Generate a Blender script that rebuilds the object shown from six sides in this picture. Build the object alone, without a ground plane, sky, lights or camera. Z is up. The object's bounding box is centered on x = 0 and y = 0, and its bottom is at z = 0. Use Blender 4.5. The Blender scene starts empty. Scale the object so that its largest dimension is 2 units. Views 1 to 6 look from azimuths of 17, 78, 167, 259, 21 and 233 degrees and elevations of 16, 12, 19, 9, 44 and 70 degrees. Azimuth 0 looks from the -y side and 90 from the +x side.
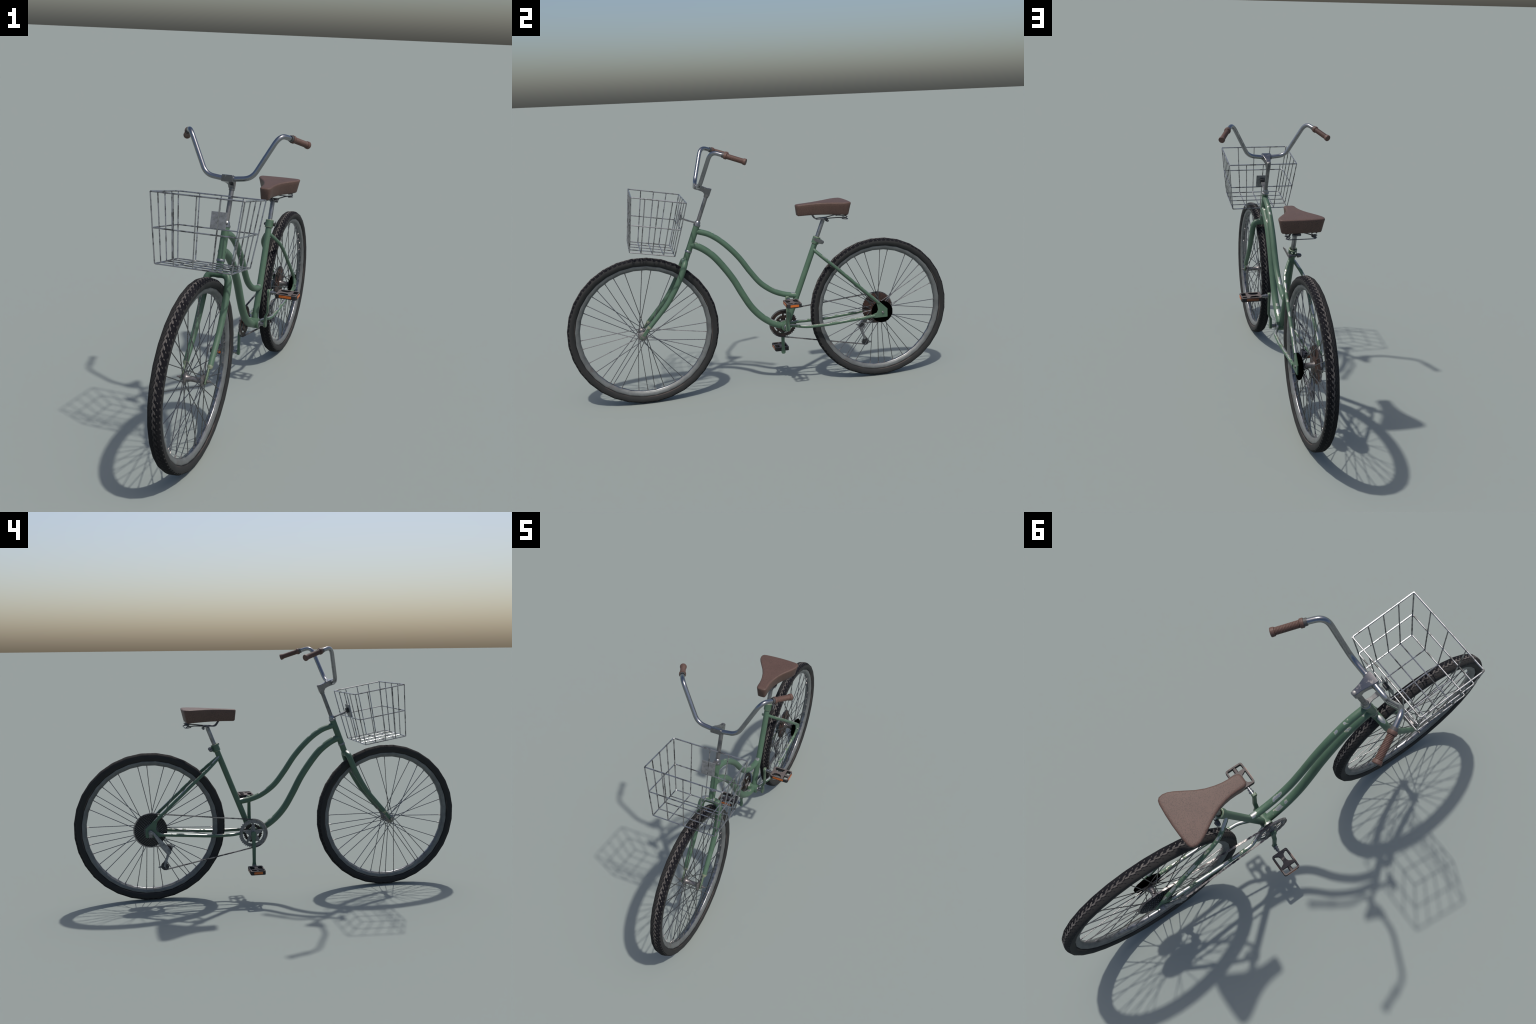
"""A green step-through city bicycle with a wire front basket, brown saddle and grips."""
import bpy, bmesh, math, random
from math import sin, cos, pi, radians, atan2, hypot, sqrt
from mathutils import Vector, Matrix

random.seed(7)
V = Vector
COLL = bpy.context.scene.collection

# ------------------------------------------------------------------ materials
class Nodes:
    """Small helper to write node graphs in one line per node."""
    def __init__(self, name):
        self.mat = bpy.data.materials.new(name)
        self.mat.use_nodes = True
        self.t = self.mat.node_tree
        self.t.nodes.clear()
        self.out = self.t.nodes.new("ShaderNodeOutputMaterial")
        self.b = self.t.nodes.new("ShaderNodeBsdfPrincipled")
        self.t.links.new(self.b.outputs[0], self.out.inputs[0])
        self.coord = self.t.nodes.new("ShaderNodeTexCoord")
        self.geo = self.t.nodes.new("ShaderNodeNewGeometry")

    def put(self, sock, v):
        if isinstance(v, bpy.types.NodeSocket):
            self.t.links.new(v, sock)
        elif isinstance(v, (tuple, list)):
            sock.default_value = (*v, 1.0) if len(v) == 3 and sock.type == "RGBA" else v
        else:
            sock.default_value = v

    def noise(self, scale, detail=4.0, rough=0.6, vec=None, distort=0.0):
        n = self.t.nodes.new("ShaderNodeTexNoise")
        self.put(n.inputs["Vector"], vec or self.coord.outputs["Object"])
        n.inputs["Scale"].default_value = scale
        n.inputs["Detail"].default_value = detail
        n.inputs["Roughness"].default_value = rough
        n.inputs["Distortion"].default_value = distort
        return n.outputs["Fac"]

    def voronoi(self, scale, feature="F1"):
        n = self.t.nodes.new("ShaderNodeTexVoronoi")
        n.feature = feature
        self.put(n.inputs["Vector"], self.coord.outputs["Object"])
        n.inputs["Scale"].default_value = scale
        return n.outputs["Distance"]

    def math(self, op, a, b=0.0, clamp=False):
        n = self.t.nodes.new("ShaderNodeMath")
        n.operation = op
        n.use_clamp = clamp
        self.put(n.inputs[0], a)
        self.put(n.inputs[1], b)
        return n.outputs[0]

    def band(self, x, lo, hi):
        n = self.t.nodes.new("ShaderNodeMapRange")
        n.interpolation_type = "SMOOTHSTEP"
        self.put(n.inputs[0], x)
        n.inputs[1].default_value, n.inputs[2].default_value = lo, hi
        return n.outputs[0]

    def mix(self, f, a, b):
        n = self.t.nodes.new("ShaderNodeMix")
        n.data_type = "RGBA"
        self.put(n.inputs[0], f)
        self.put(n.inputs[6], a)
        self.put(n.inputs[7], b)
        return n.outputs[2]

    def split(self, vec):
        n = self.t.nodes.new("ShaderNodeSeparateXYZ")
        self.t.links.new(vec, n.inputs[0])
        return n.outputs

    def bump(self, h, strength=0.3, dist=0.001):
        n = self.t.nodes.new("ShaderNodeBump")
        n.inputs["Strength"].default_value = strength
        n.inputs["Distance"].default_value = dist
        self.put(n.inputs["Height"], h)
        self.t.links.new(n.outputs[0], self.b.inputs["Normal"])

    def set(self, **kw):
        names = dict(color="Base Color", metal="Metallic", rough="Roughness", spec="Specular IOR Level",
                     coat="Coat Weight", coat_rough="Coat Roughness", sheen="Sheen Weight")
        for k, v in kw.items():
            self.put(self.b.inputs[names[k]], v)
        return self.mat


def paint_material(name, edge_lo, edge_hi, chip_lo, chip_hi, bare_top=0.0):
    """Green enamel; chips show bare steel with a pale primer rim, mostly on faces that look up."""
    m = Nodes(name)
    nz = m.split(m.geo.outputs["Normal"])[2]
    tone = m.noise(9, 5)
    green = m.mix(m.band(tone, 0.3, 0.75), (0.056, 0.108, 0.068), (0.072, 0.132, 0.086))
    fine = m.noise(230, 3)
    green = m.mix(m.math("MULTIPLY", m.band(fine, 0.45, 0.8), 0.22), green, (0.12, 0.175, 0.13))
    top = m.band(nz, edge_lo, edge_hi)
    patch = m.band(m.noise(21, 2), chip_lo, chip_hi)
    grain = m.noise(110, 6, 0.68)
    wear = m.math("MULTIPLY", top, patch)
    wear = m.math("ADD", wear, m.math("MULTIPLY", m.math("SUBTRACT", grain, 0.5), 1.7))
    wear = m.math("ADD", wear, m.math("MULTIPLY", top, bare_top))
    rim = m.band(wear, 0.50, 0.56)
    bare = m.band(wear, 0.60, 0.66)
    c = m.mix(rim, green, (0.36, 0.37, 0.27))
    c = m.mix(bare, c, (0.42, 0.43, 0.42))
    r = m.math("ADD", 0.40, m.math("MULTIPLY", tone, 0.14))
    m.bump(m.math("SUBTRACT", m.math("MULTIPLY", fine, 0.12), rim), 0.25, 0.0006)
    return m.set(color=c, metal=m.math("MULTIPLY", bare, 0.9), rough=r, spec=0.42)


def metal_material(name, light, dark, rough, scale, lo, hi, metal=1.0, fine_scale=260.0, rust=None):
    m = Nodes(name)
    n = m.noise(scale, 6, 0.65)
    f = m.noise(fine_scale, 3)
    c = m.mix(m.band(n, lo, hi), light, dark)
    c = m.mix(m.math("MULTIPLY", m.band(f, 0.5, 0.75), 0.3), c, dark)
    mt = metal
    if rust:
        k = m.band(m.noise(scale * 0.6, 4), 0.56, 0.68)
        c = m.mix(m.math("MULTIPLY", k, 0.7), c, rust)
        mt = m.math("SUBTRACT", metal, m.math("MULTIPLY", k, 0.5))
    r = m.math("ADD", rough, m.math("MULTIPLY", m.band(n, lo, hi), 0.18))
    return m.set(color=c, metal=mt, rough=r)


def rim_material():
    """Dusty alloy side walls, a cleaner polished rib along the middle, rust stains here and there."""
    m = Nodes("rim_alloy")
    p = m.split(m.coord.outputs["Object"])
    mid = m.band(m.math("ABSOLUTE", p[0]), 0.0075, 0.0062)
    n = m.noise(24, 5)
    side = m.mix(m.band(n, 0.35, 0.7), (0.155, 0.165, 0.165), (0.115, 0.122, 0.122))
    side = m.mix(m.math("MULTIPLY", m.band(m.noise(300, 3), 0.5, 0.7), 0.3), side, (0.07, 0.07, 0.07))
    rib = m.mix(m.band(m.noise(40, 5), 0.4, 0.65), (0.24, 0.245, 0.26), (0.12, 0.125, 0.13))
    c = m.mix(mid, side, rib)
    c = m.mix(m.math("MULTIPLY", m.band(m.noise(13, 4), 0.60, 0.72), 0.45), c, (0.12, 0.085, 0.07))
    r = m.math("SUBTRACT", 0.55, m.math("MULTIPLY", mid, 0.22))
    mt = m.math("ADD", 0.35, m.math("MULTIPLY", mid, 0.6))
    return m.set(color=c, metal=mt, rough=r)


def rust_back_material(name, front, rusty, front_metal=0.6):
    """Grey-black on the outer (drive) side, brown rust on the side turned to the wheel."""
    m = Nodes(name)
    nx = m.split(m.geo.outputs["Normal"])[0]
    f = m.band(nx, -0.1, 0.35)
    n = m.noise(38, 5)
    brown = m.mix(m.band(n, 0.35, 0.7), rusty, tuple(v * 0.35 for v in rusty))
    grey = m.mix(m.band(m.noise(120, 4), 0.4, 0.7), front, tuple(v * 0.6 for v in front))
    c = m.mix(f, grey, brown)
    return m.set(color=c, metal=m.math("MULTIPLY", m.math("SUBTRACT", 1.0, f), front_metal), rough=0.55)


def cog_material():
    """Greasy black cog flanks, worn grey tooth tips."""
    m = Nodes("greasy_black_steel")
    nx = m.split(m.geo.outputs["Normal"])[0]
    side = m.band(m.math("ABSOLUTE", nx), 0.75, 0.35)
    back = m.band(nx, 0.5, 0.8)
    n = m.noise(38, 5)
    brown = m.mix(m.band(n, 0.35, 0.7), (0.10, 0.045, 0.03), (0.03, 0.02, 0.016))
    c = m.mix(side, (0.004, 0.004, 0.004), (0.10, 0.10, 0.10))
    c = m.mix(back, c, brown)
    return m.set(color=c, rough=0.6, metal=m.math("MULTIPLY", side, 0.4))


def leather_material(name, base, dark, ribs=False):
    m = Nodes(name)
    grain = m.noise(300, 3, 0.65)
    tone = m.noise(14, 4)
    c = m.mix(m.band(tone, 0.3, 0.75), base, tuple(v * 0.86 for v in base))
    c = m.mix(m.math("MULTIPLY", m.band(grain, 0.47, 0.66), 0.75), c, dark)
    spots = m.band(m.voronoi(38), 0.05, 0.02)
    c = m.mix(m.math("MULTIPLY", spots, 0.7), c, tuple(v * 0.35 for v in base))
    m.bump(grain, 0.5, 0.0008)
    return m.set(color=c, rough=0.56, spec=0.36)


def rubber_material():
    """Sidewall rubber with a brownish dust band below the tread."""
    m = Nodes("tyre_rubber")
    p = m.split(m.coord.outputs["Object"])
    rad = m.math("SQRT", m.math("ADD", m.math("MULTIPLY", p[1], p[1]), m.math("MULTIPLY", p[2], p[2])))
    blotch = m.noise(11, 4)
    dust = m.math("MULTIPLY", m.band(rad, 0.357, 0.369), m.band(blotch, 0.35, 0.7))
    c = m.mix(m.math("MULTIPLY", dust, 0.7), (0.0205, 0.0210, 0.0212), (0.040, 0.037, 0.0355))
    line = m.math("MULTIPLY", m.band(rad, 0.3450, 0.3425), m.band(m.noise(5, 3), 0.5, 0.62))
    c = m.mix(m.math("MULTIPLY", line, 0.7), c, (0.080, 0.062, 0.056))
    c = m.mix(m.band(rad, 0.3420, 0.3395), c, (0.006, 0.006, 0.007))
    m.bump(m.noise(300, 3), 0.15, 0.0004)
    return m.set(color=c, rough=0.78, spec=0.3)


def tread_material(name, a, b, dusty=None, fade=None):
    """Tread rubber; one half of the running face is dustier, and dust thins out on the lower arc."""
    m = Nodes(name)
    n = m.noise(26, 5)
    c = m.mix(m.band(n, 0.3, 0.62), a, b)
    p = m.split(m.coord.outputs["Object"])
    low = m.band(p[2], 0.10, -0.12)  # height mask: towards the lower arc the block and base colours draw together
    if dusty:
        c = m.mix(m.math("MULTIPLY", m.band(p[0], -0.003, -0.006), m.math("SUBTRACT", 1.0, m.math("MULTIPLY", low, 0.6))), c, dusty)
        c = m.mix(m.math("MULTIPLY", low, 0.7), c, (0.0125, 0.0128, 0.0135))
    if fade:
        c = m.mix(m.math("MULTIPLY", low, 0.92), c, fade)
    m.bump(m.noise(350, 3), 0.2, 0.0004)
    return m.set(color=c, rough=0.9, spec=0.10)


def plain(name, color, rough=0.5, metal=0.0, var=0.25, scale=60.0, spec=0.5):
    m = Nodes(name)
    c = m.mix(m.math("MULTIPLY", m.band(m.noise(scale, 4), 0.35, 0.7), var * 2), color, tuple(v * 0.45 for v in color))
    return m.set(color=c, rough=rough, metal=metal, spec=spec)


GREEN = paint_material("green_enamel", 0.56, 0.86, 0.47, 0.64)
GREEN_STAY = paint_material("green_enamel_chipped", 0.40, 0.70, 0.38, 0.58, 0.10)
GREEN_CHAINSTAY = paint_material("green_enamel_worn_top", 0.55, 0.85, 0.40, 0.60, 0.46)
PRIMER = plain("pale_primer_edge", (0.24, 0.27, 0.185), 0.5, 0.2, 0.3, 90)
CHROME = metal_material("chrome_tube", (0.29, 0.295, 0.31), (0.20, 0.205, 0.215), 0.20, 14, 0.45, 0.75, 1.0, 120)
STEM = metal_material("scuffed_stem_alloy", (0.19, 0.19, 0.20), (0.30, 0.28, 0.27), 0.20, 60, 0.56, 0.66, 0.95, 120)
STEEL = metal_material("dull_steel", (0.27, 0.275, 0.285), (0.17, 0.175, 0.18), 0.34, 30, 0.4, 0.7)
ALLOY = metal_material("grey_cast_alloy", (0.20, 0.20, 0.20), (0.14, 0.14, 0.14), 0.42, 40, 0.4, 0.7, 0.75)
WIRE = metal_material("zinc_wire", (0.34, 0.34, 0.35), (0.09, 0.09, 0.09), 0.30, 28, 0.48, 0.62, 0.88, 150)
SHEET = metal_material("zinc_sheet", (0.28, 0.285, 0.29), (0.16, 0.165, 0.17), 0.5, 50, 0.35, 0.7, 0.6)
SPOKE = metal_material("spoke_steel", (0.20, 0.20, 0.205), (0.11, 0.11, 0.115), 0.32, 45, 0.4, 0.65)
RIM = rim_material()
HUB = metal_material("hub_steel", (0.25, 0.235, 0.23), (0.12, 0.115, 0.115), 0.42, 60, 0.4, 0.7, 0.8)
CHAIN = metal_material("chain_steel", (0.30, 0.28, 0.275), (0.07, 0.068, 0.075), 0.40, 16, 0.46, 0.58, 0.85)
RAIL = metal_material("dark_rail_steel", (0.14, 0.14, 0.15), (0.06, 0.06, 0.065), 0.4, 40, 0.4, 0.7, 0.8)
DARK_RING = rust_back_material("dark_chainring_steel", (0.030, 0.026, 0.025), (0.030, 0.017, 0.014))
RING = rust_back_material("chainring_steel", (0.21, 0.213, 0.215), (0.040, 0.021, 0.017))
COG = cog_material()
CARRIER = plain("dark_carrier_steel", (0.055, 0.056, 0.058), 0.5, 0.4, 0.4, 60)
BLACK = plain("black_drum", (0.0008, 0.0008, 0.0008), 0.8, 0, 0.2, 40, 0.0)
DARKPLASTIC = plain("dark_plastic", (0.030, 0.031, 0.033), 0.55, 0, 0.25)
PEDAL = Nodes("pedal_resin")
_nz = PEDAL.split(PEDAL.geo.outputs["Normal"])[2]
_d = PEDAL.math("MULTIPLY", PEDAL.band(_nz, 0.5, 0.9), PEDAL.band(PEDAL.noise(50, 5), 0.18, 0.5))
PEDAL = PEDAL.set(color=PEDAL.mix(_d, (0.022, 0.021, 0.022), (0.105, 0.088, 0.083)), rough=0.65, spec=0.3)
ORANGE = plain("orange_reflector", (0.50, 0.12, 0.016), 0.3, 0, 0.2, 25)
DULL_ORANGE = plain("grimy_reflector", (0.17, 0.050, 0.016), 0.4, 0, 0.25, 40)  # darker orange, used on the back (+y) faces of the pedals
LEATHER = leather_material("brown_leather", (0.106, 0.062, 0.049), (0.046, 0.028, 0.023))
GRIP = leather_material("brown_grip_rubber", (0.110, 0.060, 0.047), (0.072, 0.041, 0.034))
COLLAR = plain("grey_plastic_collar", (0.07, 0.066, 0.064), 0.5)
RUBBER = rubber_material()
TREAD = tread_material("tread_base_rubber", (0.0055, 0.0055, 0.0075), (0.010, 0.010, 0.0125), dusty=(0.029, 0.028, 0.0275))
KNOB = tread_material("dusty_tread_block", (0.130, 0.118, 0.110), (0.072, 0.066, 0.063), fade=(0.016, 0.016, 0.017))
SLOT = tread_material("black_tread_slot", (0.0075, 0.0075, 0.010), (0.012, 0.012, 0.014))

# ------------------------------------------------------------------ geometry helpers
def empty(name, parent=None, loc=(0, 0, 0)):
    o = bpy.data.objects.new(name, None)
    o.empty_display_size = 0.05
    o.location = loc
    COLL.objects.link(o)
    o.parent = parent
    return o


def finish(bm, name, mat, parent, smooth=40.0, kind=None, bevel=0.0, bevel_mat=None, seg=2):
    bmesh.ops.recalc_face_normals(bm, faces=bm.faces)
    me = bpy.data.meshes.new(name)
    bm.to_mesh(me)
    bm.free()
    me.materials.append(mat)
    if bevel_mat:
        me.materials.append(bevel_mat)
    if smooth:
        me.shade_smooth()
        me.set_sharp_from_angle(angle=radians(smooth))
    o = bpy.data.objects.new(name, me)
    COLL.objects.link(o)
    o.parent = parent
    if bevel:
        b = o.modifiers.new("rounded_edges", "BEVEL")
        b.width, b.segments, b.limit_method, b.angle_limit = bevel, seg, "ANGLE", radians(35)
        if bevel_mat:
            b.material = 1
    if kind:
        o["kind"] = kind
    return o


def spline(pts, n=8):
    """Catmull-Rom through the control points."""
    P = [V(p) for p in pts]
    P = [P[0] * 2 - P[1]] + P + [P[-1] * 2 - P[-2]]
    out = []
    for i in range(1, len(P) - 2):
        a, b, c, d = P[i - 1], P[i], P[i + 1], P[i + 2]
        for k in range(n):
            t = k / n
            out.append(0.5 * ((2 * b) + (c - a) * t + (2 * a - 5 * b + 4 * c - d) * t * t + (3 * b - a - 3 * c + d) * t ** 3))
    out.append(P[-2])
    return out


def rounded(pts, rad, n=6):
    """Polyline with its inner corners replaced by arcs (quadratic) of about the given reach."""
    P = [V(p) for p in pts]
    out = [P[0]]
    for i in range(1, len(P) - 1):
        r = rad[i - 1] if isinstance(rad, (list, tuple)) else rad
        a, b, c = P[i - 1], P[i], P[i + 1]
        p = b + (a - b).normalized() * min(r, (a - b).length * 0.49)
        q = b + (c - b).normalized() * min(r, (c - b).length * 0.49)
        for k in range(n + 1):
            t = k / n
            out.append(p * (1 - t) ** 2 + b * 2 * t * (1 - t) + q * t * t)
    out.append(P[-1])
    return out


def add_tube(bm, pts, r, seg=12, closed=False, turn=0.0):
    pts = [V(p) for p in pts]
    n = len(pts)
    rr = r if isinstance(r, (list, tuple)) else [r] * n
    if len(rr) != n:
        rr = [rr[0] + (rr[-1] - rr[0]) * i / (n - 1) for i in range(n)]
    t0 = (pts[1] - pts[0]).normalized()
    up = V((1, 0, 0)) if abs(t0.x) < 0.9 else V((0, 0, 1))
    u = (up - t0 * up.dot(t0)).normalized()
    rings = []
    for i, p in enumerate(pts):
        if closed:
            t = (pts[(i + 1) % n] - pts[i - 1]).normalized()
        else:
            t = (pts[min(i + 1, n - 1)] - pts[max(i - 1, 0)]).normalized()
        u = (u - t * u.dot(t)).normalized()
        w = t.cross(u)
        rings.append([bm.verts.new(p + (u * cos(2 * pi * k / seg + turn) + w * sin(2 * pi * k / seg + turn)) * rr[i]) for k in range(seg)])
    m = n if closed else n - 1
    for i in range(m):
        a, b = rings[i], rings[(i + 1) % n]
        for k in range(seg):
            bm.faces.new((a[k], a[(k + 1) % seg], b[(k + 1) % seg], b[k]))
    if not closed:
        bm.faces.new(rings[0][::-1])
        bm.faces.new(rings[-1])


def tube(name, pts, r, mat, parent, seg=14, closed=False, turn=0.0, **kw):
    bm = bmesh.new()
    add_tube(bm, pts, r, seg, closed, turn)
    return finish(bm, name, mat, parent, **kw)


def frame_of(axis):
    a = V(axis).normalized()
    up = V((0, 0, 1)) if abs(a.z) < 0.9 else V((0, 1, 0))
    u = (up - a * up.dot(a)).normalized()
    return a, u, a.cross(u)


def add_lathe(bm, prof, centre, axis, seg=24, cap=True, phase=0.0):
    """prof: list of (distance along the axis, radius)."""
    a, u, w = frame_of(axis)
    c = V(centre)
    rings = []
    for d, r in prof:
        rings.append([bm.verts.new(c + a * d + (u * cos(2 * pi * k / seg + phase) + w * sin(2 * pi * k / seg + phase)) * r)
                      for k in range(seg)])
    for p, q in zip(rings, rings[1:]):
        for k in range(seg):
            bm.faces.new((p[k], p[(k + 1) % seg], q[(k + 1) % seg], q[k]))
    if cap:
        bm.faces.new(rings[0][::-1])
        bm.faces.new(rings[-1])
    else:
        for k in range(seg):
            p, q = rings[-1], rings[0]
            bm.faces.new((p[k], p[(k + 1) % seg], q[(k + 1) % seg], q[k]))


def lathe(name, prof, centre, axis, mat, parent, seg=24, cap=True, phase=0.0, **kw):
    bm = bmesh.new()
    add_lathe(bm, prof, centre, axis, seg, cap, phase)
    return finish(bm, name, mat, parent, **kw)


def add_plate(bm, outline, x0, x1, holes=None):
    """Plate in the y-z plane between x0 and x1 from an outline of (y, z)."""
    a = [bm.verts.new((x0, y, z)) for y, z in outline]
    b = [bm.verts.new((x1, y, z)) for y, z in outline]
    n = len(outline)
    bm.faces.new(a)
    bm.faces.new(b[::-1])
    for i in range(n):
        bm.faces.new((a[i], b[i], b[(i + 1) % n], a[(i + 1) % n]))


def add_box(bm, c, size, rot=None):
    m = Matrix.Translation(V(c)) @ (rot.to_4x4() if rot else Matrix()) @ Matrix.Diagonal((*size, 1.0))
    bmesh.ops.create_cube(bm, size=1.0, matrix=m)


def add_ring_plate(bm, cy, cz, x0, x1, inner, outer):
    """Flat ring; inner and outer are lists of (angle, radius) with the same length."""
    n = len(outer)
    def row(prof, x):
        return [bm.verts.new((x, cy + r * cos(t), cz + r * sin(t))) for t, r in prof]
    i0, o0, i1, o1 = row(inner, x0), row(outer, x0), row(inner, x1), row(outer, x1)
    for k in range(n):
        j = (k + 1) % n
        bm.faces.new((i0[k], i0[j], o0[j], o0[k]))
        bm.faces.new((i1[k], o1[k], o1[j], i1[j]))
        bm.faces.new((o0[k], o0[j], o1[j], o1[k]))
        bm.faces.new((i0[k], i1[k], i1[j], i0[j]))


def toothed(teeth, root, tip):
    out = []
    for k in range(teeth):
        for f, r in ((0.0, root), (0.30, root), (0.48, tip), (0.68, tip)):
            out.append(((k + f) / teeth * 2 * pi, r))
    return out


# ------------------------------------------------------------------ the bicycle
bike = empty("bicycle")
bike["label"] = "green step-through city bicycle with wire front basket and brown saddle"
bike["category"] = "bicycle"

WHEEL_R, SIDES = 0.3783, 32
WHEEL_Y, WHEEL_Z = 0.6235, 0.3765
HALF = pi / SIDES


def facet(t):
    """Radius factor of the 32-sided wheel at angle t (corners at half steps, flat at the ground)."""
    d = (t - HALF) % (2 * HALF) - HALF
    return cos(HALF) / cos(d)


def add_revolved(bm, prof, closed=True):
    """Closed (x, r) section swept around the wheel in 32 straight steps."""
    rings = []
    for k in range(SIDES):
        t = HALF + k * 2 * HALF
        rings.append([bm.verts.new((x, r * cos(t), r * sin(t))) for x, r in prof])
    n = len(prof)
    for k in range(SIDES):
        a, b = rings[k], rings[(k + 1) % SIDES]
        for i in range(n if closed else n - 1):
            bm.faces.new((a[i], a[(i + 1) % n], b[(i + 1) % n], b[i]))


def mesh_object(name, me, parent):
    o = bpy.data.objects.new(name, me)
    COLL.objects.link(o)
    o.parent = parent
    return o


# shared wheel meshes -------------------------------------------------
def tyre_mesh(parent):
    half = [(0.0150, 0.3375), (0.0215, 0.3440), (0.0258, 0.3535), (0.0263, 0.3600), (0.0252, 0.3670)]
    crown = [(0.0218, 0.3722), (0.0150, 0.3757), (0.0075, 0.3772), (0.0, 0.3776)]
    side = half
    bm = bmesh.new()
    full = half + crown + [(-x, r) for x, r in crown[-2::-1]] + [(-x, r) for x, r in half[::-1]]
    add_revolved(bm, full)
    for f in bm.faces:
        r = hypot(f.calc_center_median().y, f.calc_center_median().z)
        if r > 0.3680 * cos(HALF):
            f.material_index = 1
    o = finish(bm, "tyre", RUBBER, parent, smooth=32)
    o.data.materials.append(TREAD)
    return o


def tread_blocks(parent):
    """Raised tread: a centre row of leaf-shaped pairs, side knobs and a scalloped shoulder."""
    def surface(x, t, lift):
        ax = abs(x)
        knots = [(0.0, 0.3776), (0.0075, 0.3772), (0.0150, 0.3757), (0.0218, 0.3722), (0.0252, 0.3670), (0.0263, 0.3600), (0.03, 0.35)]
        for (x0, r0), (x1, r1) in zip(knots, knots[1:]):
            if ax <= x1:
                r = r0 + (r1 - r0) * (ax - x0) / (x1 - x0)
                break
        r = (r + lift) * facet(t)
        return (x, r * cos(t), r * sin(t))

    def block(bm, x, t, half_l, half_w, slant, lift, n=8):
        lo, hi = [], []
        for k in range(n):
            a = 2 * pi * k / n
            l, w = half_l * cos(a), half_w * sin(a)
            px = x + w * cos(slant) + l * sin(slant)
            pt = t + (l * cos(slant) - w * sin(slant)) / WHEEL_R
            lo.append(bm.verts.new(surface(px, pt, -0.0012)))
            shrink = 0.82
            px2 = x + (px - x) * shrink
            pt2 = t + (pt - t) * shrink
            hi.append(bm.verts.new(surface(px2, pt2, lift)))
        bm.faces.new(hi)
        for k in range(n):
            bm.faces.new((lo[k], lo[(k + 1) % n], hi[(k + 1) % n], hi[k]))

    periods = 96
    rng = random.Random(3)
    bm, bm2, bm3 = bmesh.new(), bmesh.new(), bmesh.new()
    for i in range(periods):
        t = 2 * pi * i / periods
        dt = 2 * pi / periods
        j = rng.uniform(-0.08, 0.08) * dt
        # centre chain: a pair of leaves and the link between pairs
        block(bm, 0.0056, t + j, 0.0098, 0.0034, 0.36, 0.0007)
        block(bm, -0.0014, t + j + 0.28 * dt, 0.0105, 0.0037, -0.18, 0.0007)
        block(bm, 0.0006, t + j + 0.78 * dt, 0.0078, 0.0028, 0.1, 0.0007, 6)
        # small side knobs on one half, dark slots on the other
        block(bm, 0.0142, t + j + 0.55 * dt, 0.0046, 0.0016, 0.5, 0.0005, 6)
        block(bm3, -0.0072, t + j + 0.38 * dt, 0.0078, 0.0016, -0.30, 0.0004, 6)
        block(bm3, -0.0136, t + j + 0.80 * dt, 0.0050, 0.0014, -0.5, 0.0004, 6)
        # side-wall fingers reaching over the black shoulder leave a notched edge
        for s in (1, -1):
            block(bm2, s * 0.0238, t + j + (0.5 * dt if s > 0 else 0), 0.0068, 0.0018, 0.20 * s, 0.0006, 8)
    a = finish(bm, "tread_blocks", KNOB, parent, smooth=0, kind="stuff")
    b = finish(bm2, "tread_shoulder", RUBBER, parent, smooth=0, kind="stuff")
    c = finish(bm3, "tread_slots", SLOT, parent, smooth=0, kind="stuff")
    return a, b, c


def rim_mesh(parent):
    prof = [(0.0158, 0.3400), (0.0168, 0.3385), (0.0165, 0.3330), (0.0140, 0.3255), (0.0105, 0.3205), (0.0076, 0.3192), (0.0066, 0.3168), (0.0035, 0.3156)]
    prof = prof + [(-x, r) for x, r in prof[::-1]]
    bm = bmesh.new()
    add_revolved(bm, prof)
    return finish(bm, "rim", RIM, parent, smooth=50)


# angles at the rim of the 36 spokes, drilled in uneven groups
RIM_HOLES = [88.2, 80.0, 61.4, 51.5, 42.9, 33.8, 28.4, 19.5, 2.6, -6.5, -13.9, -22.7, -34.3, -42.8, -56.8, -64.3,
             -75.8, -84.5, -91.1, -99.5, -115.4, -123.9, -127.1, -135.8, -144.0, -154.6, -169.2, -177.2, 167.0, 156.8,
             149.1, 139.9, 132.6, 123.6, 114.5, 103.7]


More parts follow.
